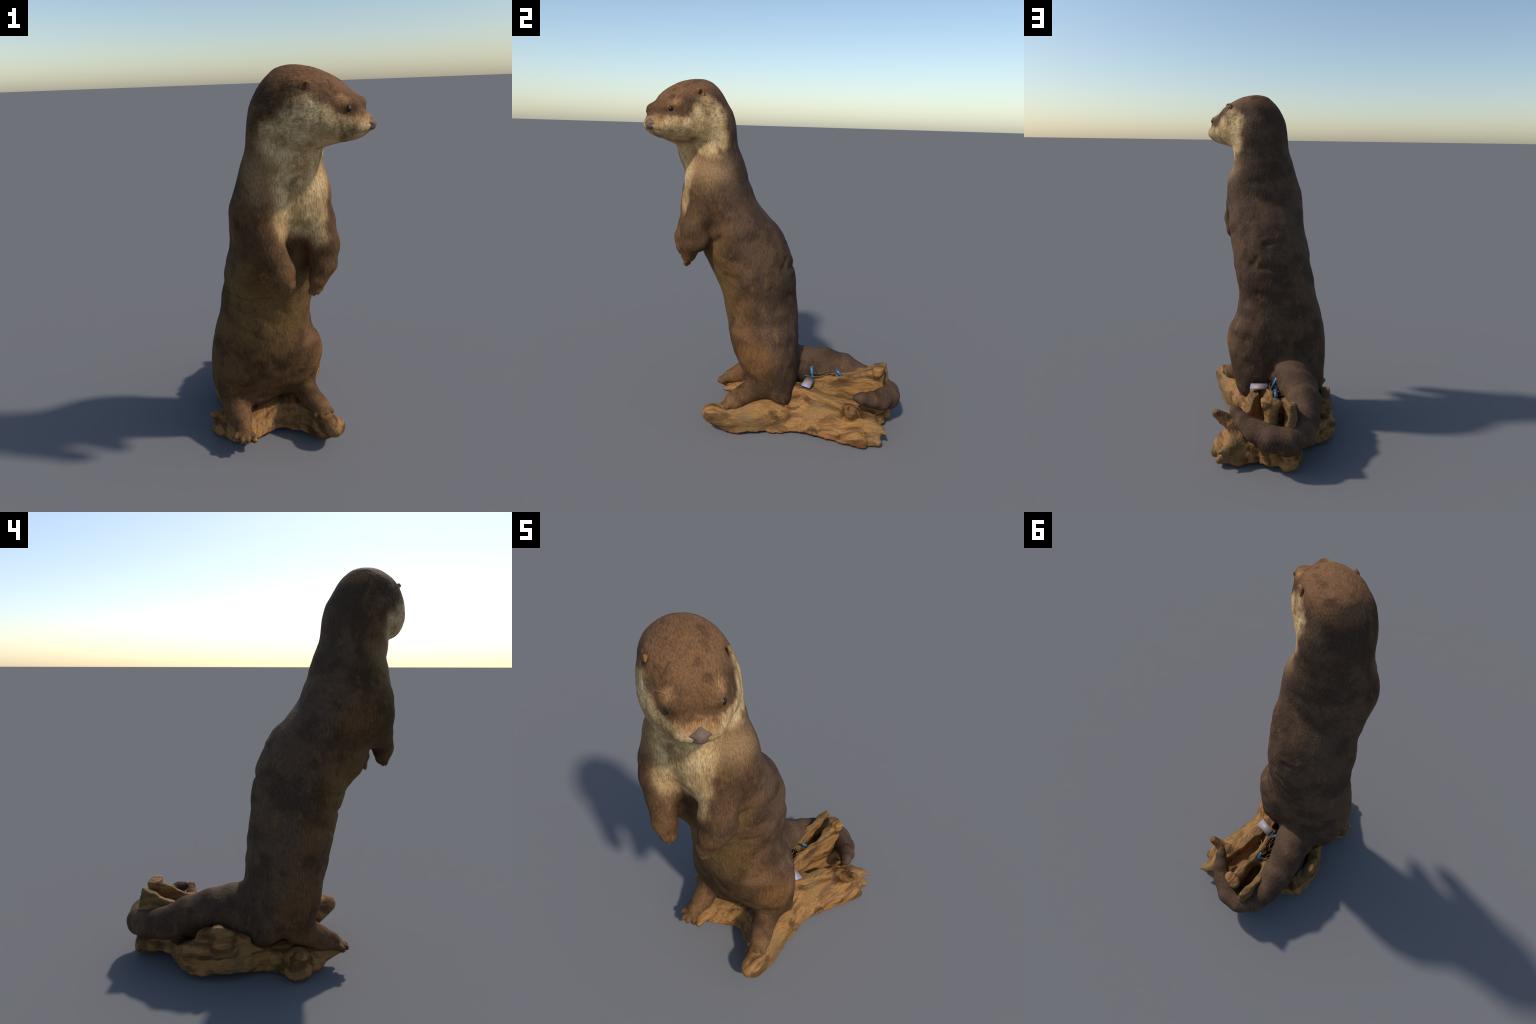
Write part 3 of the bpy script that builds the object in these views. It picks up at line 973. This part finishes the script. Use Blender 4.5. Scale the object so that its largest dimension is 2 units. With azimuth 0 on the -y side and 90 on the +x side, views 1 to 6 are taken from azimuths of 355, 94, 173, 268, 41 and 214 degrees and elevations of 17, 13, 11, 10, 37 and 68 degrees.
# lilac tag wedged on the ridge
def slab(name, corners, thick, mat):
    c = [Vector(k) for k in corners]
    up = (c[1] - c[0]).cross(c[3] - c[0]).normalized()
    if up.z < 0:
        up = -up
    bm = bmesh.new()
    lower = [bm.verts.new(k - up * thick / 2) for k in c]
    upper = [bm.verts.new(k + up * thick / 2) for k in c]
    bm.faces.new(lower)
    bm.faces.new(upper)
    for i in range(4):
        bm.faces.new((lower[i], lower[(i + 1) % 4], upper[(i + 1) % 4], upper[i]))
    bmesh.ops.recalc_face_normals(bm, faces=bm.faces)
    bmesh.ops.bevel(bm, geom=bm.edges[:], offset=thick * 0.3, segments=2, affect="EDGES")
    me = bpy.data.meshes.new(name)
    bm.to_mesh(me)
    bm.free()
    return me


def tag_material():
    t = Nodes("lilac_tag")
    k = t.noise(t.mapping(t.co, scale=(1, 1, 1)), 28, 3, 0.6)
    col = t.mix(t.smooth(k, 0.4, 0.6), srgb(160, 140, 125), srgb(142, 136, 158))
    edge = t.smooth(t.vec("DOT_PRODUCT", t.co, (0.95, -0.31, 0.0)), 0.075, 0.088)
    t.put(t.bsdf.inputs["Base Color"], t.mix(edge, col, srgb(138, 138, 186)))
    t.bsdf.inputs["Roughness"].default_value = 0.45
    return t.mat


o = add_object("tag", slab("tag", [(0.152, 0.190, 0.250), (0.142, 0.138, 0.264), (0.040, 0.172, 0.274), (0.052, 0.220, 0.264)], 0.010, None), wood, tag_material())

blue = plain("blue_plastic", srgb(36, 100, 138), 0.35, 0.5, 0.25, 40)


def stick(a, b, r0, r1):
    a, b = Vector(a), Vector(b)
    bm = bmesh.new()
    m = Matrix.Translation((a + b) / 2) @ (b - a).to_track_quat("Z", "Y").to_matrix().to_4x4()
    bmesh.ops.create_cone(bm, cap_ends=True, segments=16, radius1=r0, radius2=r1, depth=(b - a).length, matrix=m)
    bmesh.ops.bevel(bm, geom=[e for e in bm.edges if any(len(f.verts) > 4 for f in e.link_faces)], offset=0.002, segments=2, affect="EDGES")
    me = bpy.data.meshes.new("stick")
    bm.to_mesh(me)
    bm.free()
    return me


add_object("blue_stick", stick((0.026, 0.211, 0.255), (-0.021, 0.192, 0.340), 0.009, 0.010), wood, blue)
add_object("blue_stick", stick((0.019, 0.392, 0.272), (0.016, 0.348, 0.320), 0.011, 0.007), wood, blue)

straw_mat = plain("dry_straw", srgb(150, 120, 78), 0.7, 0.2, 0.3)
rng = np.random.default_rng(7)
for k in range(14):
    c = np.array([rng.uniform(-0.03, 0.05), rng.uniform(0.20, 0.36), rng.uniform(0.262, 0.285)])
    ang = rng.normal(1.4, 0.7)
    L = rng.uniform(0.02, 0.06)
    d = np.array([math.cos(ang), math.sin(ang), rng.uniform(-0.3, 0.5)]) * L
    bend = rng.normal(0, 0.008, 3)
    pts = [c - d + (c + d - (c - d)) * u + bend * 4 * u * (1 - u) for u in np.linspace(0, 1, 6)]
    add_object("straw", whisker(pts, 0.0016), wood, straw_mat)
